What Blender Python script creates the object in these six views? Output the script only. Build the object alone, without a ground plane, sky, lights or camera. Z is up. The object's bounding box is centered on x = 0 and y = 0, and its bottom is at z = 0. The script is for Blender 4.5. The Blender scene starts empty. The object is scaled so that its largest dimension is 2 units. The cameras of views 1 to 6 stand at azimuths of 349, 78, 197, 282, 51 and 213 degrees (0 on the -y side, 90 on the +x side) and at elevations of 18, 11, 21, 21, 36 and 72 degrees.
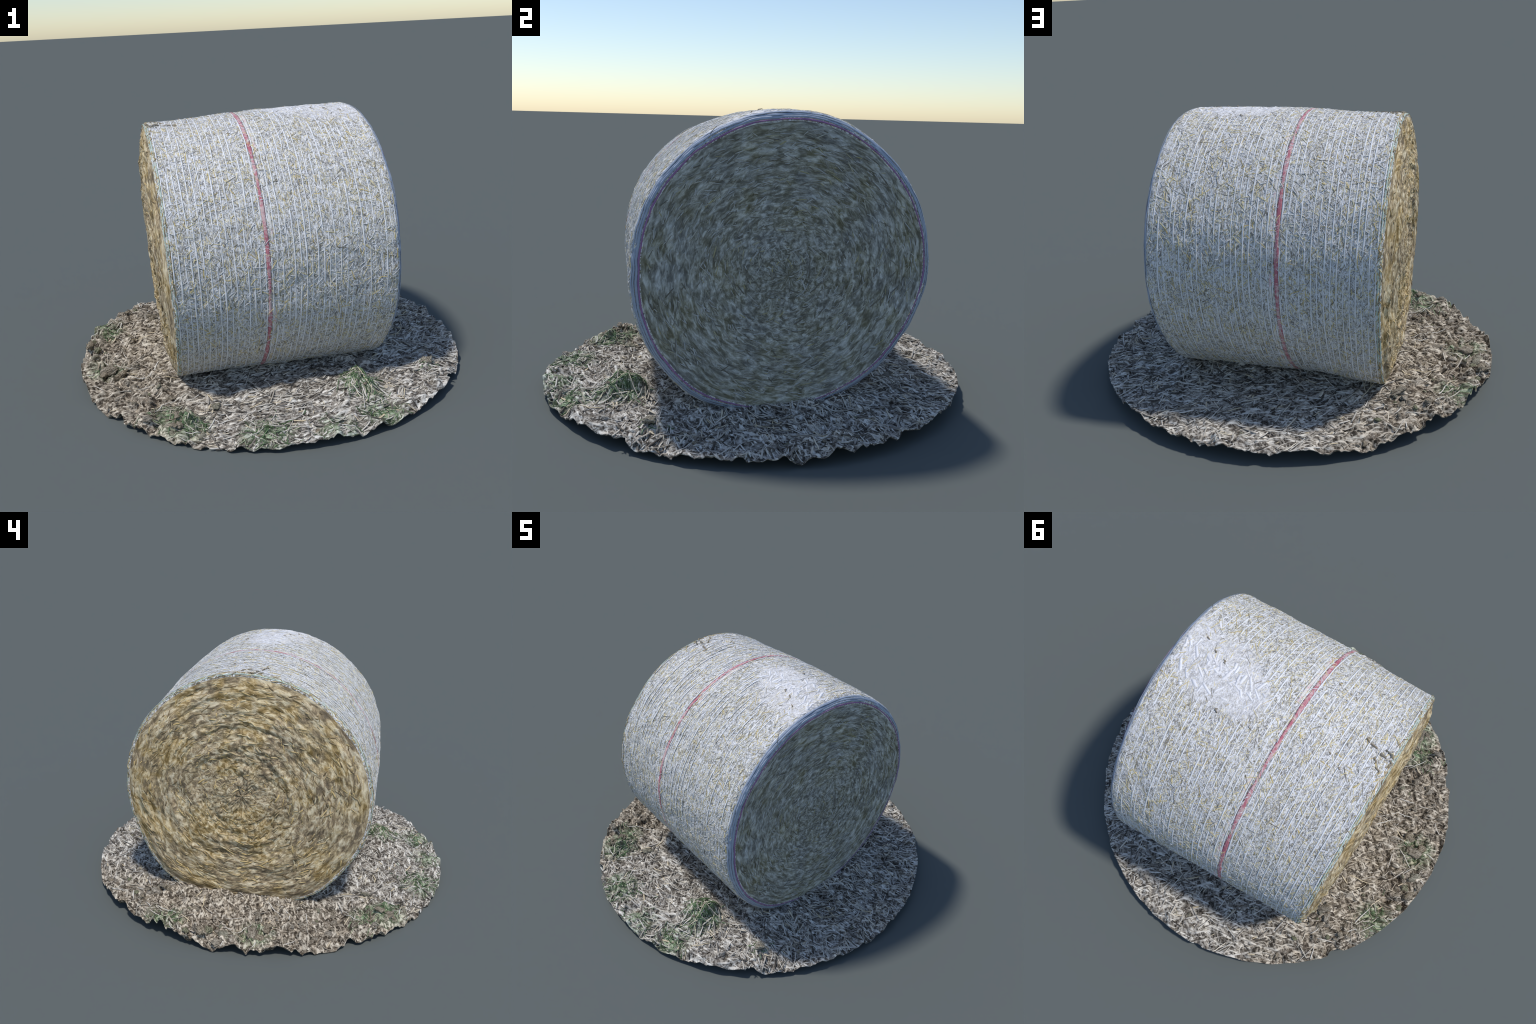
# Round straw bale wrapped in white netting, resting on a round patch of straw-littered ground.
import bpy, math, random
import numpy as np

rng = np.random.default_rng(20240611)
random.seed(7)

# ------------------------------------------------------------------ helpers
def hash_grid(seed, n=256):
    return np.random.default_rng(seed).random((n, n))

_G = {}
def noise2(x, y, seed):
    """smooth value noise in 2D, range -1..1"""
    if seed not in _G:
        _G[seed] = hash_grid(seed)
    g = _G[seed]; n = g.shape[0]
    xi = np.floor(x).astype(int); yi = np.floor(y).astype(int)
    fx = x - xi; fy = y - yi
    fx = fx * fx * fx * (fx * (fx * 6 - 15) + 10)
    fy = fy * fy * fy * (fy * (fy * 6 - 15) + 10)
    a = g[xi % n, yi % n]; b = g[(xi + 1) % n, yi % n]
    c = g[xi % n, (yi + 1) % n]; d = g[(xi + 1) % n, (yi + 1) % n]
    return 2 * ((a * (1 - fx) + b * fx) * (1 - fy) + (c * (1 - fx) + d * fx) * fy) - 1

def fbm(x, y, seed, octaves=4, gain=.5):
    s = 0; a = 1; t = 0
    for k in range(octaves):
        s = s + a * noise2(x * 2 ** k + 17.3 * k, y * 2 ** k - 9.1 * k, seed + k)
        t += a; a *= gain
    return s / t

def smooth(a, b, x):
    t = np.clip((x - a) / (b - a), 0, 1)
    return t * t * (3 - 2 * t)

def gauss(x, y, cx, cy, s):
    return np.exp(-((x - cx) ** 2 + (y - cy) ** 2) / (2 * s * s))

def make_mesh(name, verts, faces, mats, smooth_shade=True, mat_index=None):
    me = bpy.data.meshes.new(name)
    verts = np.asarray(verts, np.float32); faces = np.asarray(faces, np.int32)
    nf, k = faces.shape
    me.vertices.add(len(verts)); me.vertices.foreach_set("co", verts.ravel())
    me.loops.add(nf * k); me.loops.foreach_set("vertex_index", faces.ravel())
    me.polygons.add(nf)
    me.polygons.foreach_set("loop_start", np.arange(0, nf * k, k, dtype=np.int32))
    me.polygons.foreach_set("loop_total", np.full(nf, k, np.int32))
    me.polygons.foreach_set("use_smooth", np.full(nf, smooth_shade))
    for m in (mats if isinstance(mats, (list, tuple)) else [mats]):
        me.materials.append(m)
    if mat_index is not None:
        me.polygons.foreach_set("material_index", np.asarray(mat_index, np.int32))
    me.update(calc_edges=True); me.validate()
    return me

def add_object(name, mesh, parent=None, kind=None):
    ob = bpy.data.objects.new(name, mesh)
    bpy.context.scene.collection.objects.link(ob)
    if parent is not None:
        ob.parent = parent
    if kind:
        ob["kind"] = kind
    return ob

def tubes(path, normal, half_w, half_h, sides=4, taper=.55):
    """Many small stalks at once. path, normal: (N,K,3); half_w, half_h: (N,)"""
    N, K, _ = path.shape
    tan = np.gradient(path, axis=1)
    tan /= np.linalg.norm(tan, axis=2, keepdims=True) + 1e-12
    side = np.cross(tan, normal); side /= np.linalg.norm(side, axis=2, keepdims=True) + 1e-12
    up = np.cross(side, tan)
    prof = np.ones(K); prof[0] = taper; prof[-1] = taper
    ang = np.arange(sides) / sides * 2 * np.pi + np.pi / sides
    V = (path[:, :, None, :]
         + side[:, :, None, :] * (np.cos(ang)[None, None, :, None] * (half_w[:, None] * prof)[:, :, None, None])
         + up[:, :, None, :] * (np.sin(ang)[None, None, :, None] * (half_h[:, None] * prof)[:, :, None, None]))
    i = np.arange(K - 1)[:, None] * sides; j = np.arange(sides)[None]; j2 = (j + 1) % sides
    q = np.stack([i + j, i + j2, i + sides + j2, i + sides + j], -1).reshape(-1, 4)
    if sides == 4:
        q = np.concatenate([q, [[3, 2, 1, 0]], [[(K - 1) * 4 + t for t in range(4)]]])
    F = (q[None] + (np.arange(N) * K * sides)[:, None, None]).reshape(-1, 4)
    return V.reshape(-1, 3), F

# ------------------------------------------------------------------ material building
class Nodes:
    def __init__(self, name):
        self.mat = bpy.data.materials.new(name); self.mat.use_nodes = True
        self.t = self.mat.node_tree; self.t.nodes.clear()
    def n(self, kind, **kw):
        nd = self.t.nodes.new(kind)
        for k, v in kw.items():
            setattr(nd, k, v)
        return nd
    def link(self, a, b):
        self.t.links.new(a, b)
    def put(self, sock, v):
        if isinstance(v, bpy.types.NodeSocket): self.link(v, sock)
        else: sock.default_value = v
    def math(self, op, a, b=None, c=None, clamp=False):
        nd = self.n("ShaderNodeMath", operation=op, use_clamp=clamp)
        for k, v in enumerate((a, b, c)):
            if v is not None: self.put(nd.inputs[k], v)
        return nd.outputs[0]
    def vec(self, x, y, z):
        nd = self.n("ShaderNodeCombineXYZ")
        for k, v in enumerate((x, y, z)): self.put(nd.inputs[k], v)
        return nd.outputs[0]
    def obj(self):
        s = self.n("ShaderNodeSeparateXYZ"); c = self.n("ShaderNodeTexCoord")
        self.link(c.outputs["Object"], s.inputs[0])
        return c.outputs["Object"], s.outputs[0], s.outputs[1], s.outputs[2]
    def noise(self, v, scale, detail=3, rough=.55, dist=0.):
        nd = self.n("ShaderNodeTexNoise")
        self.link(v, nd.inputs["Vector"]); nd.inputs["Scale"].default_value = scale
        nd.inputs["Detail"].default_value = detail; nd.inputs["Roughness"].default_value = rough
        nd.inputs["Distortion"].default_value = dist
        return nd.outputs["Fac"]
    def ramp(self, f, stops, interp="LINEAR"):
        nd = self.n("ShaderNodeValToRGB"); self.link(f, nd.inputs[0])
        cr = nd.color_ramp; cr.interpolation = interp
        while len(cr.elements) < len(stops): cr.elements.new(.5)
        for e, (p, c) in zip(cr.elements, stops):
            e.position = p; e.color = (*c, 1) if len(c) == 3 else c
        return nd.outputs[0]
    def mix(self, f, a, b, mode="MIX"):
        nd = self.n("ShaderNodeMix", data_type="RGBA", blend_type=mode)
        self.put(nd.inputs[0], f)
        for s, v in ((nd.inputs[6], a), (nd.inputs[7], b)):
            if isinstance(v, bpy.types.NodeSocket): self.link(v, s)
            else: s.default_value = (*v, 1)
        return nd.outputs[2]
    def finish(self, color, rough=.85, bump=None, strength=.5, dist=.01, spec=.2):
        b = self.n("ShaderNodeBsdfPrincipled"); o = self.n("ShaderNodeOutputMaterial")
        if isinstance(color, bpy.types.NodeSocket): self.link(color, b.inputs["Base Color"])
        else: b.inputs["Base Color"].default_value = (*color, 1)
        b.inputs["Roughness"].default_value = rough
        b.inputs["Specular IOR Level"].default_value = spec
        if bump is not None:
            bn = self.n("ShaderNodeBump"); self.link(bump, bn.inputs["Height"])
            bn.inputs["Strength"].default_value = strength; bn.inputs["Distance"].default_value = dist
            self.link(bn.outputs[0], b.inputs["Normal"])
        self.link(b.outputs[0], o.inputs[0])
        return self.mat

def wrap(c, k):  # brightness scaling of a colour
    return tuple(min(1, v * k) for v in c)

# ------------------------------------------------------------------ the bale's form
CY, CZ = .040, .644
X_WEST, X_EAST = -.545, .512

def bale_radius(x):
    """radius along the bale: west end a little slimmer"""
    return .634 + .014 * smooth(-.5, .1, x)

def bale_lumps(x, th):
    c, s = np.cos(th), np.sin(th)
    r = .006 * fbm(x * 3.1 + 5, c * 2.2 + s * 1.3 + 9, 11, 3) + .005 * fbm(x * 2.4 + 2, s * 2.4 - c + 31, 17, 3)
    a = np.mod(th + np.pi, 2 * np.pi) - np.pi
    wst = smooth(-.12, -.5, x)
    r = r + wst * (.040 * np.exp(-((a + .85) / .30) ** 2) - .011 * np.maximum(np.abs(np.cos(th)) * s, 0)) + .012 * np.exp(-((a + 2.15) / .25) ** 2)   # sagged foot, slimmer golden end
    return r + .0035 * fbm(x * 13 + 3, (c + 1.7 * s) * 7 + 40, 23, 3)

def side_profile(t):
    """t 0..1 from the west rim to the east rim -> x, radius factor inset (rounded rims)"""
    L = X_EAST - X_WEST
    return X_WEST + L * t

W_ROUND, E_ROUND = .018, .045
def west_lean(y, z):        # the cut ends are not quite square to the axis
    return -.026 * (z - CZ)
def east_lean(y, z):
    return -.010 * (z - CZ) - .018 * (y - CY)

def bale_point(s, th, lift=0.):
    """s: distance from the west rim along the outside of the wrap, th: angle round the axis
    (0 = +y, 90 deg = up). Returns point and outward normal, rounded over at both rims."""
    s = np.asarray(s, float); th = np.asarray(th, float)
    aw, ae = W_ROUND * np.pi / 2, E_ROUND * np.pi / 2
    Ls = (X_EAST - E_ROUND) - (X_WEST + W_ROUND)
    a1 = np.clip((aw - s) / W_ROUND, 0, np.pi / 2)
    a2 = np.clip((s - aw - Ls) / E_ROUND, 0, np.pi / 2)
    x = X_WEST + W_ROUND + np.clip(s - aw, 0, Ls) - W_ROUND * np.sin(a1) + E_ROUND * np.sin(a2)
    inset = W_ROUND * (1 - np.cos(a1)) + E_ROUND * (1 - np.cos(a2))
    nx = np.where(s < aw, -np.sin(a1), np.sin(a2)); nr = np.cos(np.maximum(a1, a2))
    R = bale_radius(x) + bale_lumps(x, th) - inset + lift * nr
    cz = CZ - .011 * smooth(.1, -.5, x)
    cy = CY - .013 + .018 * smooth(-.5, .45, x)
    y = cy + R * np.cos(th) + (.008 + .022 * smooth(-.3, .4, x)) * np.minimum(np.sin(th), 0); z = np.maximum(cz + R * np.sin(th), .004 + .0005 * np.cos(th))
    wgt_w = smooth(.1, -.5, x); wgt_e = smooth(.0, .5, x)
    xx = x + lift * nx + west_lean(y, z) * wgt_w + east_lean(y, z) * wgt_e
    P = np.stack([xx, y, z], -1)
    Nn = np.stack([nx, nr * np.cos(th), nr * np.sin(th)], -1)
    return P, Nn
S_TOTAL = W_ROUND * np.pi / 2 + (X_EAST - E_ROUND) - (X_WEST + W_ROUND) + E_ROUND * np.pi / 2

def end_point(side, rho, th, lift=0.):
    """point on a cut end: rho 0 at the core .. 1 at the rim"""
    s = 0. if side < 0 else S_TOTAL
    rim, _ = bale_point(np.full_like(th, s), th)
    core = np.stack([np.full_like(th, X_WEST if side < 0 else X_EAST), np.full_like(th, CY),
                     np.full_like(th, CZ)], -1)
    P = core + (rim - core) * rho[..., None]
    y, z = P[..., 1], P[..., 2]
    if side < 0:
        bulge = .034 * (1 - rho ** 5)
        ring = noise2(rho * 13 + .6 * noise2(y * 4, z * 4, 51), th * 1.3 / np.pi * 4 % 256, 52) * .5
        lump = .010 * fbm(y * 8, z * 8, 41, 4) + .012 * fbm(rho * 17 + .5 * fbm(y * 4, z * 4, 49, 2), np.cos(th) * 3.2 + np.sin(th) * 1.7 + 60, 43, 3) + .005 * ring
    else:
        bulge = -.004 * (1 - rho ** 2)
        lump = .004 * fbm(y * 7, z * 7, 45, 3) + .003 * fbm(rho * 22, th * 5 + 60, 47, 2)
    fade = smooth(1.0, .93, rho)
    P[..., 0] += side * (bulge + lump * fade + lift)
    return P

TOP_SMEARS = ((.28, .0, .22), (.12, .05, .15), (.47, -.10, .13), (.48, .42, .09))   # x, y, size of the white smears on top
def smear_amount(P):
    """0..1, strength of the white smears on top of the bale"""
    a = 0
    for cx, cy, sz in TOP_SMEARS:
        a = np.maximum(a, 1 - np.sqrt((P[..., 0] - cx) ** 2 + (P[..., 1] - cy) ** 2 + .64 * (P[..., 2] - 1.26) ** 2) / sz)
    return np.clip(a * 1.8, 0, 1) * (P[..., 0] < X_EAST - .05)

# ------------------------------------------------------------------ materials for the bale
TAU = 2 * math.pi
def bale_angle(N, y, z):
    a = N.math("ARCTAN2", N.math("SUBTRACT", z, CZ), N.math("SUBTRACT", y, CY))
    return a

def mat_wrapped_straw():
    N = Nodes("pressed_straw_under_net")
    P, x, y, z = N.obj()
    def stretched(sc):
        m = N.n("ShaderNodeMapping"); N.link(P, m.inputs[0]); m.inputs["Scale"].default_value = sc
        return m.outputs[0]
    v = stretched((2.4, 1, 1))
    f1 = N.noise(v, 52, 5, .72, .8)
    f2 = N.noise(v, 7, 3, .6)
    f3 = N.noise(stretched((2.0, 1.0, 1.0)), 62, 3, .6, 1.6)
    f4 = N.noise(stretched((1.6, 1., 1.)), 48, 3, .6, 1.8)
    base = N.ramp(f1, [(.39, (.06, .054, .046)), (.46, (.17, .16, .142)), (.53, (.42, .41, .38)), (.61, (.78, .78, .77))])
    tint = N.ramp(f2, [(.40, (.60, .60, .63)), (.66, (.62, .57, .43))])
    col = N.mix(.22, base, tint)
    col = N.mix(N.ramp(f4, [(.56, (0, 0, 0)), (.64, (.8, .8, .8))]), col, (.80, .68, .35))
    col = N.mix(N.ramp(f3, [(.505, (0, 0, 0)), (.59, (.9, .9, .9))]), col, (.86, .86, .89))
    # white streaky smears on top
    tot = None
    for cx, cy, s in TOP_SMEARS:
        ax = N.math("SUBTRACT", x, cx); ay = N.math("SUBTRACT", y, cy); az = N.math("MULTIPLY", N.math("SUBTRACT", z, 1.26), .8)
        d = N.math("SQRT", N.math("ADD", N.math("ADD", N.math("MULTIPLY", ax, ax), N.math("MULTIPLY", ay, ay)), N.math("MULTIPLY", az, az)))
        q = N.math("SUBTRACT", 1., N.math("DIVIDE", d, s), clamp=True)
        tot = q if tot is None else N.math("MAXIMUM", tot, q)
    f5 = N.noise(stretched((1.8, 1.0, 1)), 24, 4, .65, 1.8)
    m = N.math("MULTIPLY", N.math("ADD", tot, N.math("SUBTRACT", f5, .5)), 3., clamp=True)
    m = N.math("MULTIPLY", m, N.math("MULTIPLY", tot, 4., clamp=True))
    col = N.mix(N.math("MULTIPLY", m, .50), col, N.ramp(f5, [(.38, (.56, .55, .56)), (.5, (.76, .75, .77)), (.6, (.88, .87, .90))]))
    return N.finish(col, .9, f1, .5, .004)

def mat_island(name, stops, rough=.8, grain=60, grain_amt=.35, spec=.2, translucent=0):
    """one colour per stalk (random per mesh island), with grain along it"""
    N = Nodes(name)
    g = N.n("ShaderNodeNewGeometry")
    P, x, y, z = N.obj()
    col = N.ramp(g.outputs["Random Per Island"], stops, "LINEAR")
    f = N.noise(P, grain, 3, .6)
    col = N.mix(grain_amt, col, N.ramp(f, [(.3, (.25, .25, .25)), (.7, (1.5 / 1.6, 1.5 / 1.6, 1.5 / 1.6))]), "MULTIPLY")
    return N.finish(col, rough, spec=spec)

def mat_object_random(name, stops, rough=.8, grain=60, grain_amt=.3):
    N = Nodes(name)
    oi = N.n("ShaderNodeObjectInfo")
    P, x, y, z = N.obj()
    col = N.ramp(oi.outputs["Random"], stops)
    f = N.noise(P, grain, 3, .6)
    col = N.mix(grain_amt, col, N.ramp(f, [(.3, (.3, .3, .3)), (.7, (.95, .95, .95))]), "MULTIPLY")
    return N.finish(col, rough)

def mat_end(name, side):
    """cut end: straw lying in rings round the core"""
    N = Nodes(name)
    P, x, y, z = N.obj()
    dy = N.math("SUBTRACT", y, CY + (.02 if side < 0 else .015)); dz = N.math("SUBTRACT", z, CZ - (.0 if side < 0 else .03))
    r = N.math("SQRT", N.math("ADD", N.math("MULTIPLY", dy, dy), N.math("MULTIPLY", dz, dz)))
    a = N.math("ARCTAN2", dz, dy)
    ca, sa = N.math("COSINE", a), N.math("SINE", a)
    wob = N.noise(P, 5, 2)
    rr = N.math("ADD", r, N.math("MULTIPLY", wob, .05))
    k = 5.5 if side < 0 else 4.6
    v = N.vec(N.math("MULTIPLY", rr, 27. if side < 0 else 31), N.math("MULTIPLY", ca, k), N.math("MULTIPLY", sa, k))
    f1 = N.noise(v, 1.6, 5, .65, .5)
    v2 = N.vec(N.math("MULTIPLY", rr, 110.), N.math("MULTIPLY", ca, 22.), N.math("MULTIPLY", sa, 22.))
    f2 = N.noise(v2, 1.0, 3, .6, .3)
    f3 = N.noise(P, 6, 3, .6)
    if side < 0:
        base = N.ramp(f1, [(.37, (.075, .052, .028)), (.44, (.22, .16, .088)), (.51, (.50, .385, .225)), (.60, (.84, .74, .53))])
        hue = N.ramp(f3, [(.40, (.44, .37, .28)), (.50, (.62, .52, .34)), (.58, (.62, .43, .14))])
        fine = N.ramp(f2, [(.35, (.5, .45, .40)), (.62, (1, 1, 1))])
    else:
        base = N.ramp(f1, [(.35, (.075, .072, .06)), (.43, (.17, .168, .138)), (.52, (.40, .405, .365)), (.63, (.76, .78, .76))])
        hue = N.ramp(f3, [(.38, (.46, .47, .48)), (.62, (.42, .38, .20))])
        fine = N.ramp(f2, [(.35, (.5, .49, .47)), (.62, (1, 1, 1))])
    col = N.mix(.28, base, hue)
    col = N.mix(.55, col, fine, "MULTIPLY")
    h = N.math("ADD", f1, N.math("MULTIPLY", f2, .5))
    return N.finish(col, .9, h, .8, .008)

M_core = mat_wrapped_straw()
M_west = mat_end("cut_straw_golden", -1)
M_east = mat_end("cut_straw_grey_green", 1)
M_straw_side = mat_island("straw_under_net", [(0, (.24, .21, .17)), (.10, (.42, .39, .33)), (.20, (.70, .69, .66)), (.42, (.86, .86, .88)), (.54, (.88, .88, .88)),
                                              (.66, (.88, .80, .52)), (.86, (.84, .68, .30)), (.95, (.72, .54, .20)), (1, (.88, .87, .82))])
M_strand = mat_island("white_net_plastic", [(0, (.82, .83, .87)), (.5, (.90, .91, .93)), (1, (.85, .86, .88))], .5, 40, .25, .3)
M_thread = mat_island("thin_net_thread", [(0, (.78, .79, .82)), (.5, (.90, .90, .92)), (1, (.84, .84, .84))], .5, 40, .3, .3)
def mat_mottled(name, c1, c2, lo, hi):
    """tinted plastic film with the straw showing through in flecks"""
    N = Nodes(name)
    P, x, y, z = N.obj()
    f = N.noise(P, 55, 4, .7, .8); g = N.noise(P, 7, 2)
    col = N.mix(N.ramp(N.math("ADD", f, N.math("MULTIPLY", N.math("SUBTRACT", g, .5), .5)), [(lo, (0, 0, 0)), (hi, (1, 1, 1))]), c1, c2)
    return N.finish(col, .55, spec=.3)
M_red = mat_mottled("red_net_strand", (.48, .15, .19), (.66, .48, .47), .42, .60)
M_pink = mat_mottled("pink_net_strand", (.68, .46, .47), (.76, .73, .68), .36, .48)
M_teal = mat_island("teal_net_edge", [(0, (.42, .60, .55)), (1, (.66, .73, .62))], .5, 40, .4)
M_blue = mat_island("blue_net_edge", [(0, (.24, .31, .50)), (.5, (.40, .47, .60)), (1, (.52, .56, .64))], .5, 40, .3)
M_violet = mat_island("violet_net_edge", [(0, (.34, .14, .30)), (1, (.40, .24, .46))], .5, 40, .3)
M_straw_west = mat_island("golden_straw", [(0, (.20, .145, .08)), (.25, (.38, .285, .16)), (.55, (.58, .46, .27)), (.85, (.68, .50, .22)), (1, (.80, .71, .50))])
M_straw_east = mat_island("greyish_straw", [(0, (.18, .17, .14)), (.3, (.34, .33, .28)), (.6, (.50, .50, .47)), (.85, (.62, .63, .62)), (1, (.50, .45, .24))])
M_wisp = mat_island("white_smear", [(0, (.76, .76, .80)), (.5, (.88, .88, .91)), (1, (.82, .80, .81))], .6, 30, .2, .2)
M_dark_debris = mat_object_random("dark_plant_scrap", [(0, (.22, .17, .11)), (.5, (.36, .29, .20)), (1, (.20, .19, .16))])

# ------------------------------------------------------------------ the bale
bale = bpy.data.objects.new("straw_bale", None)
bpy.context.scene.collection.objects.link(bale)
bale["label"] = "large round straw bale wrapped in white netting with red line"
bale["category"] = "straw bale"

# wrapped body
NS, NT = 240, 640
sv = np.linspace(0, S_TOTAL, NS); tv = np.arange(NT) / NT * TAU
Sg, Tg = np.meshgrid(sv, tv, indexing="ij")
P, _ = bale_point(Sg, Tg)
i = np.arange(NS - 1)[:, None] * NT; j = np.arange(NT)[None]; j2 = (j + 1) % NT
F = np.stack([i + j, i + NT + j, i + NT + j2, i + j2], -1).reshape(-1, 4)
body = add_object("wrapped_straw_body", make_mesh("wrapped_straw_body", P.reshape(-1, 3), F, M_core), bale)

# cut ends
def build_end(side, name, mat):
    NR = 150
    rv = np.concatenate([[0.004], np.linspace(.012, 1, NR)])
    Rg, Tg = np.meshgrid(rv, tv, indexing="ij")
    P = end_point(side, Rg, Tg)
    n = len(rv)
    i = np.arange(n - 1)[:, None] * NT
    q = np.stack([i + j, i + j2, i + NT + j2, i + NT + j], -1).reshape(-1, 4)
    if side > 0: pass
    else: q = q[:, ::-1]
    if side > 0: q = q[:, ::-1]
    V = P.reshape(-1, 3)
    ob = add_object(name, make_mesh(name, V, q, mat), bale)
    # close the tiny hole at the core
    me = ob.data
    import bmesh
    bm = bmesh.new(); bm.from_mesh(me); bm.verts.ensure_lookup_table()
    bm.faces.new([bm.verts[k] for k in range(0, NT)])
    bmesh.ops.recalc_face_normals(bm, faces=bm.faces)
    for f in bm.faces: f.smooth = True
    bm.to_mesh(me); bm.free()
    return ob
west_end = build_end(-1, "cut_end", M_west)
east_end = build_end(1, "cut_end", M_east)

# net strands: rings round the bale, wandering in and out of the straw
strands = add_object("net_wrap", None, bale)
K = 420
tk = np.arange(K) / K * TAU
def ring(s0, half_w, half_h, lift, seed, wander=.003, dip=.004):
    r = np.random.default_rng(seed)
    ph = r.random(6) * TAU
    c, s_ = np.cos(tk), np.sin(tk)
    s = s0 + wander * (fbm(c * 2.5 + seed, s_ * 2.5, 61, 3))
    l = lift + dip * fbm(c * 6 + seed * 3.1, s_ * 6, 67, 3)
    P, Nn = bale_point(s, tk, 0.)
    l = l - .006 * smear_amount(P)
    P, Nn = bale_point(s, tk, l)
    T_ = np.roll(P, -1, 0) - np.roll(P, 1, 0); T_ /= np.linalg.norm(T_, axis=1, keepdims=True)
    B = np.cross(T_, Nn)
    wv = half_w * (1 + .35 * noise2(c * 9 + seed, s_ * 9, 71))
    ang = np.arange(6) / 6 * TAU
    V = P[:, None] + B[:, None] * (np.cos(ang)[None, :, None] * wv[:, None, None]) + Nn[:, None] * (np.sin(ang)[None, :, None] * half_h)
    ii = np.arange(K)[:, None] * 6; i2 = (np.arange(K)[:, None] + 1) % K * 6
    jj = np.arange(6)[None]; jj2 = (jj + 1) % 6
    F = np.stack([ii + jj, i2 + jj, i2 + jj2, ii + jj2], -1).reshape(-1, 4)
    return V.reshape(-1, 3), F

SPACE = .0265
S_RED = W_ROUND * np.pi / 2 + (-.11 - X_WEST - W_ROUND)
s_first = S_RED - SPACE * .5 - SPACE * math.floor((S_RED - SPACE * .5 - .012) / SPACE)
strand_s = np.arange(s_first, S_TOTAL - .045, SPACE)
for q, s0 in enumerate(strand_s):
    lift = .0018 - .0022 * (s0 / S_TOTAL) + .0006 * rng.standard_normal()
    V, F = ring(s0 + .0012 * rng.standard_normal(), .0022 + .0010 * rng.random(), .0008, lift, 100 + q, .0050, .0042)
    add_object("net_strand", make_mesh("net_strand", V, F, M_strand), strands)
V, F = ring(S_RED, .0086, .0008, .0009, 301, .002, .0010)
add_object("red_net_strand", make_mesh("red_net_strand", V, F, M_red), strands)
V, F = ring(S_RED + .026, .0060, .0007, -.0004, 302, .003, .0024)
add_object("pink_net_strand", make_mesh("pink_net_strand", V, F, M_pink), strands)

# zigzag threads between the strands
paths = []; hw = []
for a, b in zip(strand_s[:-1], strand_s[1:]):
    n = 210
    th = (np.arange(n) + rng.random(n) * .5) / n * TAU
    for k in range(n):
        if rng.random() < .35: continue
        t0, t1 = th[k], th[k] + TAU / n * rng.normal(.7, .6)
        s0, s1 = (a, b) if rng.random() < .5 else (b, a)
        cut = rng.uniform(.35, 1); s1 = s0 + (s1 - s0) * cut
        u = np.linspace(0, 1, 4)
        paths.append(np.stack([s0 + (s1 - s0) * u, t0 + (t1 - t0) * u], -1)); hw.append(.0010 + .0010 * rng.random())
paths = np.array(paths); hw = np.array(hw)
lift = rng.normal(.0006, .0008, len(paths))[:, None] * np.ones(4)[None]
P, Nn = bale_point(paths[..., 0], paths[..., 1], 0.)
lift = lift - .005 * smear_amount(P)
P, Nn = bale_point(paths[..., 0], paths[..., 1], lift)
V, F = tubes(P, Nn, hw, hw * .6)
add_object("net_thread", make_mesh("net_thread", V, F, M_thread), strands, "stuff")

# coloured net edges at the rims
def edge_band(name, s0, count, gap, mat, hw, lift=.003):
    for q in range(count):
        V, F = ring(s0 + gap * q, hw, .0007, lift, 400 + q + int(s0 * 1000), .003, .003)
        add_object(name, make_mesh(name, V, F, mat), strands)
edge_band("teal_net_edge", .014, 2, .011, M_teal, .0026, .0006)
edge_band("blue_net_edge", S_TOTAL - .042, 3, .011, M_blue, .0055, .001)
edge_band("violet_net_edge", S_TOTAL - .008, 1, .01, M_violet, .0032, .002)

# straw lying under and poking through the net
def side_straw(n, lo, hi, wmin, wmax, lift_mean, lift_sd, spread, s_lo=.015, s_hi=S_TOTAL - .05):
    K_ = 5
    s = rng.uniform(s_lo, s_hi, n); th = rng.uniform(0, TAU, n)
    # straw thins out inside the white smears on top
    px = X_WEST + s; py = CY + .64 * np.cos(th); up = np.sin(th) > .5
    keep = np.ones(n, bool)
    for cx, cy, sz in TOP_SMEARS:
        keep &= ~(up & (rng.random(n) < 1.0 * (1 - np.hypot(px - cx, py - cy) / sz)))
    s = s[keep]; th = th[keep]; n = len(s)
    L = rng.uniform(lo, hi, n); d = rng.normal(0, spread, n) + np.where(rng.random(n) < .5, 0, np.pi)
    u = np.linspace(-.5, .5, K_)[None]
    bend = rng.normal(0, .12, n)[:, None] * (u ** 2)
    ds = (np.sin(d)[:, None] * u + np.cos(d)[:, None] * bend) * L[:, None]
    dt = (np.cos(d)[:, None] * u - np.sin(d)[:, None] * bend) * L[:, None] / .64
    ss = np.clip(s[:, None] + ds, .004, S_TOTAL - .004); tt = th[:, None] + dt
    l = rng.normal(lift_mean, lift_sd, n)[:, None] + rng.normal(0, .001, n)[:, None] * u * 2
    P, Nn = bale_point(ss, tt, l)
    hwid = rng.uniform(wmin, wmax, n)
    return tubes(P, Nn, hwid, hwid * .32)
V, F = side_straw(14000, .015, .065, .0009, .0022, .0003, .0007, .75)
add_object("loose_straw", make_mesh("loose_straw", V, F, M_straw_side), body, "stuff")
V, F = side_straw(700, .015, .05, .0012, .0026, .0008, .0012, .5, .0, .035)
add_object("rim_straw", make_mesh("rim_straw", V, F, M_straw_west), body, "stuff")

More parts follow.
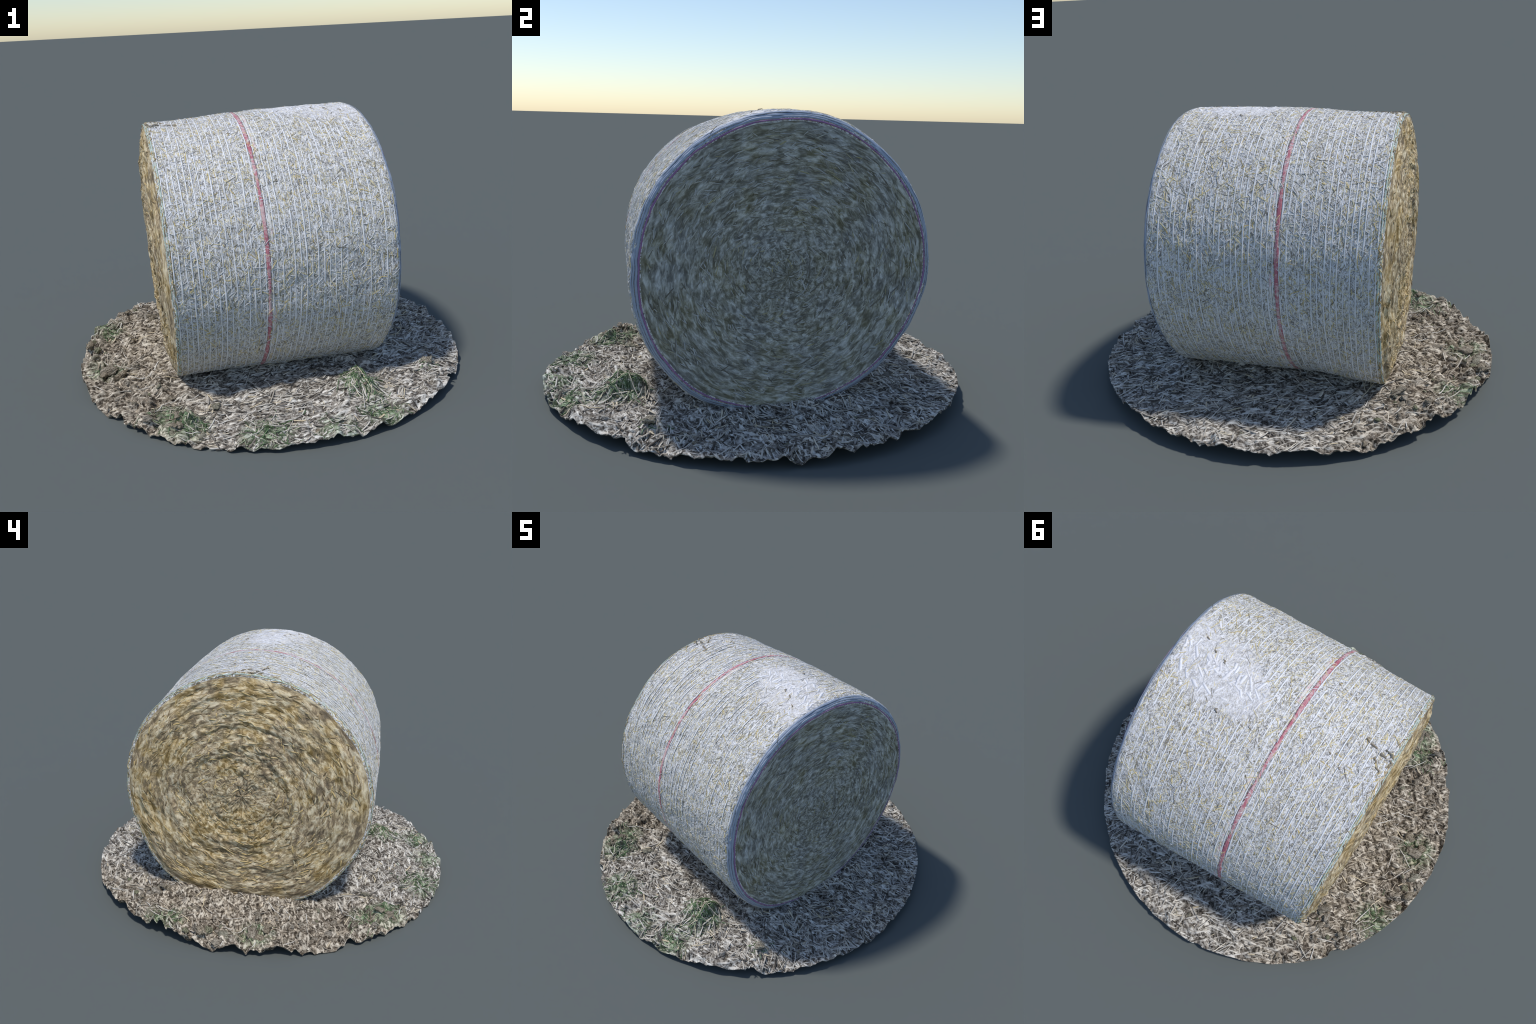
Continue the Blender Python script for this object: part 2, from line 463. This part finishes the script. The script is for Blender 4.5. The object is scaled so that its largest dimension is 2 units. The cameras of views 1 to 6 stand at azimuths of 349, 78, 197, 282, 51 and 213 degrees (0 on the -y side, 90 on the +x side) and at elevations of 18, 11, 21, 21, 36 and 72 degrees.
# straw rings on the cut ends
def end_straw(side, n, lo, hi, wmin, wmax, lift_mean, lift_sd):
    K_ = 5
    rho = np.sqrt(rng.uniform(.002, .93, n)); th = rng.uniform(0, TAU, n)
    L = rng.uniform(lo, hi, n); d = rng.normal(0, .38, n) + np.where(rng.random(n) < .5, 0, np.pi)
    u = np.linspace(-.5, .5, K_)[None]
    R = .62
    # straight in-plane stalks, mostly tangential, a little bent along the ring
    y0 = rho * R * np.cos(th); z0 = rho * R * np.sin(th)
    ty = -np.sin(th + d); tz = np.cos(th + d)
    curve = (u ** 2)[0][None] * (L ** 2 / np.maximum(rho * R, .06) * .4)[:, None]
    yy = y0[:, None] + ty[:, None] * u * L[:, None] - np.cos(th)[:, None] * curve
    zz = z0[:, None] + tz[:, None] * u * L[:, None] - np.sin(th)[:, None] * curve
    rr = np.clip(np.hypot(yy, zz) / R, .0, .985); tt = np.arctan2(zz, yy)
    l = rng.normal(lift_mean, lift_sd, n)[:, None] + rng.normal(0, .0015, n)[:, None] * u * 2
    P = end_point(side, rr, tt, l)
    Nn = np.zeros_like(P); Nn[..., 0] = side
    hwid = rng.uniform(wmin, wmax, n)
    return tubes(P, Nn, hwid, hwid * .28)
V, F = end_straw(-1, 1500, .02, .06, .0022, .0056, -.0006, .0007)
add_object("cut_straw", make_mesh("cut_straw", V, F, M_straw_west), west_end, "stuff")
V, F = end_straw(1, 2600, .02, .07, .0016, .0036, -.0002, .0008)
add_object("cut_straw", make_mesh("cut_straw", V, F, M_straw_east), east_end, "stuff")

# flat whitish strips within the smears on the top
def wisps(n, cx, cth, sx, sth, hw0, hw1, l0, l1, spread):
    K_ = 6
    S0 = W_ROUND * np.pi / 2 - X_WEST - W_ROUND
    s = np.clip(S0 + rng.normal(cx, sx, n), .05, S_TOTAL - .075); th = np.radians(rng.normal(cth, sth, n))
    L = rng.uniform(l0, l1, n); d = rng.normal(.5, spread, n)
    u = np.linspace(-.5, .5, K_)[None]
    ss = np.clip(s[:, None] + np.sin(d)[:, None] * u * L[:, None], .02, S_TOTAL - .062)
    tt = th[:, None] + np.cos(d)[:, None] * u * L[:, None] / .64
    l = rng.normal(-.0002, .0006, n)[:, None] - .0020 * (2 * u) ** 2
    P, Nn = bale_point(ss, tt, l)
    w = rng.uniform(hw0, hw1, n)
    return tubes(P, Nn, w, np.full(n, .0010), taper=.3)
vs, fs, off = [], [], 0
for args in ((45, .27, 93, .08, 6, .005, .011, .04, .10, .8), (25, .12, 91, .06, 4, .004, .009, .04, .09, .6),
             (20, .44, 99, .025, 5, .005, .010, .04, .09, .5)):
    V, F = wisps(*args); vs.append(V); fs.append(F + off); off += len(V)
add_object("white_smear", make_mesh("white_smear", np.concatenate(vs), np.concatenate(fs), M_wisp), strands, "stuff")

# dark scraps and twigs caught on top
S0 = W_ROUND * np.pi / 2 - X_WEST - W_ROUND
def scrap(x, ang, L, w, d, lift=.002):
    u = np.linspace(-.5, .5, 7)
    ss = S0 + x + np.sin(d) * u * L + .006 * np.sin(u * 9 + x * 40); tt = np.radians(ang) + np.cos(d) * u * L / .64
    ss = np.clip(ss, .002, S_TOTAL)
    P, Nn = bale_point(ss, tt, lift + .004 * np.sin(u * 5 + x * 9))
    V, F = tubes(P[None], Nn[None], np.array([w]), np.array([w * .35]), taper=.25)
    return V, F
for x, ang, L, w, d in ((-.20, 113.5, .065, .0035, 1.2), (.013, 79, .06, .003, .9), (-.43, 97, .06, .007, 1.3), (-.40, 98.5, .05, .006, .6),
                        (-.49, 95, .05, .010, 1.5), (-.51, 97, .07, .008, 1.1), (-.53, 93.5, .05, .009, .3), (-.36, 83, .04, .006, .9),
                        (.18, 79, .03, .006, .4), (.27, 97, .035, .006, .8), (-.50, 89, .05, .006, 1.0), (-.47, 92, .05, .006, .4),
                        (-.30, 86, .03, .005, .7), (.33, 99, .03, .006, .5), (.40, 103, .04, .006, .9)):
    V, F = scrap(x, ang, L * .8, w * .6, d)
    add_object("plant_scrap", make_mesh("plant_scrap", V, F, M_dark_debris), body)

# ------------------------------------------------------------------ the ground patch
GR = 1.0
TUFTS = ((.300, -.624, .092, .062), (-.52, -.68, .052, .050), (-.22, -.87, .02, .06), (.68, -.52, .03, .05))
def ground_height(x, y, fine=True):
    r = np.hypot(x, y); th = np.arctan2(y, x)
    w = smooth(.2, 1., r)
    z = .037 + .010 * smooth(.0, .6, y) - .010 * smooth(-.5, -.8, x) + .020 * smooth(.16, 0., np.maximum(np.maximum(np.abs(x + .03) - .50, np.abs(y - CY) - .26), 0)) + w * (.006 + .0012 * np.cos(th) + .0139 * np.sin(th) - .0071 * np.sin(2 * th) - .0067 * np.cos(3 * th) + .0094 * np.sin(3 * th))
    z = z + .010 * fbm(x * 4 + 7, y * 4 + 3, 81, 3)
    west = smooth(-.35, -.75, x + .15 * noise2(x * 3, y * 3, 83))
    north = smooth(.2, .7, y)
    amp = .9 + .8 * west - .25 * north
    rim = smooth(.80, 1., r); amp = amp + .5 * rim
    z = z + rim * (.011 * noise2(th * 5.3 + 30, r * 3, 82) + .008 * noise2(x * 15, y * 15, 86))
    # matted straw: crossing ridges in a few lying directions
    wx = x + .02 * noise2(x * 9, y * 9, 84); wy = y + .02 * noise2(x * 9 + 40, y * 9, 85)
    rid = 0
    for k, a in enumerate((.3, 1.25, 2.3)):
        u = wx * math.cos(a) + wy * math.sin(a); v = -wx * math.sin(a) + wy * math.cos(a)
        rid = rid + np.abs(noise2(u * 9 + 50, v * 24 + 20, 90 + k))
    z = z + amp * .019 * (rid / 3 * 2 - .65)
    # clumps
    b = fbm(x * 17, y * 17, 95, 3)
    z = z + amp * .015 * b + west * .018 * np.maximum(0, fbm(x * 22 + 9, y * 22, 99, 2)) 
    if fine:
        z = z + .003 * fbm(x * 70, y * 70, 103, 2)
    z = z + .028 * gauss(x, y, -.54, .42, .07) + rim * (.008 * smooth(-.4, -.9, x) - .007 * smooth(.4, .9, y))
    for cx, cy, h, s in TUFTS:
        dx, dy = x - cx, y - cy
        g = np.exp(-((np.where(dx > 0, dx / .55, dx / 1.4)) ** 2 + dy ** 2) / (2 * s * s))
        z = z + h * g * (1 + .25 * fbm(x * 30, y * 30, 107, 2))
    return np.maximum(z, .0055)

def mat_soil():
    N = Nodes("straw_strewn_soil")
    P, x, y, z = N.obj()
    def lying(angle, along, across, scale, dist):
        m = N.n("ShaderNodeMapping"); m.vector_type = "TEXTURE"
        m.inputs["Rotation"].default_value = (0, 0, angle); m.inputs["Scale"].default_value = (along, across, 1)
        N.link(P, m.inputs[0])
        return N.noise(m.outputs[0], scale, 2.5, .5, dist)
    f1 = lying(.15, 7., 1, 72, .28); f2 = lying(.85, 7., 1, 76, .28); f5 = lying(-.6, 6., 1, 80, .3); f6 = lying(1.9, 6., 1, 80, .3)
    f3 = N.noise(P, 3.0, 3, .6); f7 = N.noise(P, 38, 4, .65, 1.)
    base = N.ramp(f7, [(.36, (.030, .026, .022)), (.47, (.085, .074, .063)), (.58, (.20, .175, .15)), (.68, (.34, .31, .27))])
    for f, c, lo in ((f6, (.36, .33, .285), .52), (f5, (.52, .485, .43), .54), (f2, (.68, .64, .575), .54), (f1, (.82, .785, .715), .545)):
        base = N.mix(N.ramp(f, [(lo, (0, 0, 0)), (lo + .10, (.9, .9, .9))]), base, c)
    f8 = N.noise(P, 11, 3, .6, .6)
    base = N.mix(1., base, N.ramp(f8, [(.36, (.58, .56, .54)), (.46, (.92, .92, .92)), (.56, (1, 1, 1))]), "MULTIPLY")
    # browner matted straw near the golden end
    wmask = N.ramp(N.math("ADD", N.math("MULTIPLY", x, -1.), N.math("MULTIPLY", f3, .35)), [(.42, (0, 0, 0)), (.75, (.75, .75, .75))])
    base = N.mix(wmask, base, N.mix(.85, base, (.82, .73, .60), "MULTIPLY"))
    # green growth in patches
    f4 = N.noise(P, 26, 3, .6)
    def spot(cx, cy, s):
        ax = N.math("SUBTRACT", x, cx); ay = N.math("SUBTRACT", y, cy)
        d = N.math("SQRT", N.math("ADD", N.math("MULTIPLY", ax, ax), N.math("MULTIPLY", ay, ay)))
        return N.math("SUBTRACT", 1., N.math("DIVIDE", d, s), clamp=True)
    tot = None
    for cx, cy, s in ((.32, -.64, .13), (-.54, -.70, .14), (-.21, -.88, .14), (.33, -.86, .13), (-.85, .38, .12), (-.87, -.08, .12), (-.6, -.6, .1), (.1, -.93, .12)):
        q = spot(cx, cy, s); tot = q if tot is None else N.math("MAXIMUM", tot, q)
    gm = N.math("MULTIPLY", tot, N.math("MULTIPLY", N.math("SUBTRACT", f4, .33), 8., clamp=True), clamp=True)
    base = N.mix(N.math("MULTIPLY", gm, .9), base, N.ramp(f1, [(.38, (.030, .045, .026)), (.5, (.11, .18, .085)), (.62, (.32, .42, .25))]))
    h = N.math("ADD", f1, f2)
    return N.finish(base, .95, h, .6, .006, .1)

M_soil = mat_soil()
M_litter = mat_island("weathered_straw", [(0, (.06, .052, .045)), (.25, (.20, .178, .152)), (.45, (.44, .40, .35)), (.65, (.66, .62, .55)), (.85, (.80, .76, .70)), (1, (.74, .62, .42))])
M_litter_obj = mat_object_random("weathered_straw_stalk", [(0, (.46, .41, .34)), (.5, (.70, .65, .57)), (.8, (.80, .77, .71)), (1, (.76, .63, .40))])
M_litter_brown = mat_island("brown_straw", [(0, (.05, .04, .03)), (.3, (.20, .165, .125)), (.55, (.46, .39, .305)), (.85, (.70, .63, .53)), (1, (.72, .60, .40))])
M_grass = mat_island("grass_blade", [(0, (.05, .075, .035)), (.4, (.13, .21, .10)), (.62, (.28, .39, .21)), (.8, (.56, .52, .40)), (1, (.72, .66, .54))], .6)
def mat_clod():
    N = Nodes("matted_soil_clod")
    oi = N.n("ShaderNodeObjectInfo"); P, x, y, z = N.obj()
    m = N.n("ShaderNodeMapping"); N.link(P, m.inputs[0]); m.inputs["Scale"].default_value = (.6, 2., 1.4)
    f = N.noise(m.outputs[0], 2.2, 4, .65, 1.2)
    c = N.ramp(f, [(.34, (.06, .054, .047)), (.44, (.24, .215, .185)), (.53, (.50, .46, .40)), (.64, (.78, .73, .65))])
    t = N.ramp(oi.outputs["Random"], [(0, (.85, .78, .66)), (.7, (1, .97, .92)), (1, (.66, .72, .52))])
    return N.finish(N.mix(1., c, t, "MULTIPLY"), .95, f, .6, .15, .1)
M_clod = mat_clod()

patch = bpy.data.objects.new("ground_patch", None)
bpy.context.scene.collection.objects.link(patch)
patch["label"] = "round patch of bare soil matted with weathered straw"
patch["category"] = "ground patch"

NRg, NTg = 220, 1200
rv = np.sqrt(np.linspace(.0005, 1, NRg)) * GR
tg = np.arange(NTg) / NTg * TAU
def patch_sheet(rv, drop):
    Rg, Tg = np.meshgrid(rv, tg, indexing="ij")
    bite = smooth(.52, .85, noise2(np.cos(Tg) * 9 + 3, np.sin(Tg) * 9 + 8, 121)) * .022
    ragged = 1 + (.003 * noise2(np.cos(Tg) * 16, np.sin(Tg) * 16, 120) - bite) * smooth(.90, 1, Rg)
    X = Rg * np.cos(Tg) * ragged; Y = Rg * np.sin(Tg) * ragged
    return np.stack([X, Y, ground_height(X, Y) - drop], -1)
top = patch_sheet(rv, 0.)
low = patch_sheet(np.concatenate([[GR * .9995], rv[-2::-6]]), .005)
low[0, :, 2] += .003
ALL = np.concatenate([top, low], 0)
nn = ALL.shape[0]
i = np.arange(nn - 1)[:, None] * NTg; j = np.arange(NTg)[None]; j2 = (j + 1) % NTg
F = np.stack([i + j, i + NTg + j, i + NTg + j2, i + j2], -1).reshape(-1, 4)
soil = add_object("soil", make_mesh("soil", ALL.reshape(-1, 3), F, M_soil), patch)

def ground_free(x, y, margin=0.):
    """outside the bale's footprint"""
    return ~((x > X_WEST + .05 - margin) & (x < X_EAST - .06 + margin) & (np.abs(y - CY) < .20 + margin))

def litter(n, lo, hi, wmin, wmax, lift, lift_sd, where=None, main=None, spread=1.5, tilt=.06):
    K_ = 6
    x = rng.uniform(-1, 1, n * 2); y = rng.uniform(-1, 1, n * 2)
    ok = (np.hypot(x, y) < .985) & ground_free(x, y)
    if where is not None: ok &= where(x, y)
    ok &= rng.random(n * 2) < .25 + 1.1 * smooth(-.35, .35, fbm(x * 7 + 3, y * 7 + 1, 137, 2))
    x = x[ok][:n]; y = y[ok][:n]; n = len(x)
    L = rng.uniform(lo, hi, n)
    flow = .1 + .75 * smooth(.1, .6, y) + .6 * noise2(x * 2.2 + 5, y * 2.2, 131) + .5 * noise2(x * 6, y * 6, 133)
    d = (flow if main is None else main(x, y)) + rng.normal(0, spread, n)
    u = np.linspace(-.5, .5, K_)[None]
    bend = rng.normal(0, .10, n)[:, None] * u ** 2
    px = x[:, None] + (np.cos(d)[:, None] * u - np.sin(d)[:, None] * bend) * L[:, None]
    py = y[:, None] + (np.sin(d)[:, None] * u + np.cos(d)[:, None] * bend) * L[:, None]
    r = np.hypot(px, py); k = np.minimum(1, .996 / np.maximum(r, 1e-6)); px *= k; py *= k
    z = ground_height(px, py, False)
    # stalks are stiffer than the ground: blend to their own straight line
    line = z[:, :1] + (z[:, -1:] - z[:, :1]) * (u + .5)
    stiff = line * .6 + z * .4
    z = stiff + .55 * np.max(z - stiff, axis=1, keepdims=True) + rng.normal(lift, lift_sd, n)[:, None] + rng.normal(0, tilt, n)[:, None] * u * L[:, None]
    P = np.stack([px, py, z], -1); Nn = np.zeros_like(P); Nn[..., 2] = 1
    w = rng.uniform(wmin, wmax, n)
    return tubes(P, Nn, w, w * .38)

is_west = lambda x, y: x < -.45 + .12 * noise2(x * 5, y * 5, 141)
not_west = lambda x, y: ~is_west(x, y)
V, F = litter(3800, .02, .09, .0016, .0058, .000, .002, not_west, None, .65)
add_object("straw_litter", make_mesh("straw_litter", V, F, M_litter), soil, "stuff")
V, F = litter(1500, .02, .07, .0020, .0050, .000, .002, is_west, None, .55)
add_object("straw_litter", make_mesh("straw_litter", V, F, M_litter_brown), soil, "stuff")

# the longest stalks, one object each
for q in range(280):
    V, F = litter(12, .06, .14, .0020, .0034, .003, .002, not_west if q % 5 else is_west, None, .9, .08)
    if len(V) == 0: continue
    one = slice(0, 24)
    V1 = V[:24]; F1 = F[:(5 * 4 + 2)]
    c = V1.mean(0)
    ob = add_object("straw_stalk", make_mesh("straw_stalk", V1 - c, F1, M_litter_obj), soil)
    ob.location = c

# grass blades on the green tufts
def grass(n, cx, cy, s, lo, hi):
    K_ = 5
    x = rng.normal(cx, s, n); y = rng.normal(cy, s, n); k = np.minimum(1, .98 / np.hypot(x, y)); x *= k; y *= k
    L = rng.uniform(lo, hi, n); d = rng.uniform(0, TAU, n); el = rng.uniform(.1, .9, n)
    u = np.linspace(0, 1, K_)[None]
    px = x[:, None] + np.cos(d)[:, None] * u * (L * np.cos(el))[:, None]
    py = y[:, None] + np.sin(d)[:, None] * u * (L * np.cos(el))[:, None]
    r = np.hypot(px, py); k = np.minimum(1, .996 / r); px *= k; py *= k
    base = ground_height(px, py, False)
    z = base + (L * np.sin(el))[:, None] * (u - .8 * u * u) * .45 + .0005
    P = np.stack([px, py, z], -1); Nn = np.zeros_like(P); Nn[..., 2] = 1; Nn[..., 0] = .2
    w = rng.uniform(.0016, .0036, n)
    return tubes(P, Nn, w, w * .35, taper=.3)
vs, fs, off = [], [], 0
for n, cx, cy, s, lo, hi in ((260, .29, -.640, .045, .03, .08), (120, -.52, -.69, .04, .02, .06), (120, -.21, -.88, .05, .03, .07), (80, .33, -.86, .06, .02, .06),
                             (40, -.85, .38, .05, .02, .05), (40, .0, -.93, .08, .02, .05), (30, .68, -.53, .03, .02, .04), (40, -.87, -.08, .05, .02, .04),
                             (40, -.62, -.62, .06, .02, .05)):
    V, F = grass(n, cx, cy, s, lo, hi); vs.append(V); fs.append(F + off); off += len(V)
add_object("grass_tuft", make_mesh("grass_tuft", np.concatenate(vs), np.concatenate(fs), M_grass), soil, "stuff")

# clods and lumps, thickest by the golden end
def clod_mesh(seed):
    import bmesh
    bm = bmesh.new(); bmesh.ops.create_icosphere(bm, subdivisions=3, radius=1)
    r = np.random.default_rng(seed); off = r.random(3) * 50
    for v in bm.verts:
        c = v.co
        d = 1 + .42 * float(noise2(np.array(c.x * 1.6 + off[0]), np.array(c.y * 1.6 + c.z * 1.1 + off[1]), 151)) \
            + .34 * float(noise2(np.array(c.z * 3 + off[2]), np.array(c.x * 3 - c.y * 2.4 + off[0]), 153)) \
            + .12 * float(noise2(np.array(c.y * 8 + off[1]), np.array(c.x * 8 + c.z * 6), 155))
        v.co = c * d
    me = bpy.data.meshes.new("soil_clod"); bm.to_mesh(me); bm.free()
    me.materials.append(M_clod)
    for p in me.polygons: p.use_smooth = True
    return me
clods = [clod_mesh(200 + k) for k in range(9)]
spots = [(-.797, -.127, .030), (-.853, -.069, .032), (-.926, .058, .030), (-.899, -.115, .026), (-.966, .083, .022), (-.625, .50, .026), (-.59, .47, .028),
         (-.60, .44, .02), (-.65, .53, .022), (-.77, -.44, .02), (-.93, .25, .022), (-.95, .17, .028), (.69, -.53, .028)]
for _ in range(50):
    a = rng.uniform(2.05, 4.2); r = rng.uniform(.66, .97)
    spots.append((r * math.cos(a), r * math.sin(a), rng.uniform(.008, .022)))
for _ in range(45):
    a = rng.uniform(0, TAU); r = rng.uniform(.72, .98)
    spots.append((r * math.cos(a), r * math.sin(a), rng.uniform(.006, .013)))
for k, (x, y, s) in enumerate(spots):
    ob = add_object("soil_clod", clods[k % 9], soil)
    z = float(ground_height(np.array([x]), np.array([y]), False)[0])
    ob.location = (x, y, max(z + s * .12, s * 1.2))
    ob.scale = (s * rng.uniform(.7, 1.4), s * rng.uniform(.55, .9), s * rng.uniform(.45, .8))
    ob.rotation_euler = (rng.uniform(-.4, .4), rng.uniform(-.4, .4), rng.uniform(0, TAU))
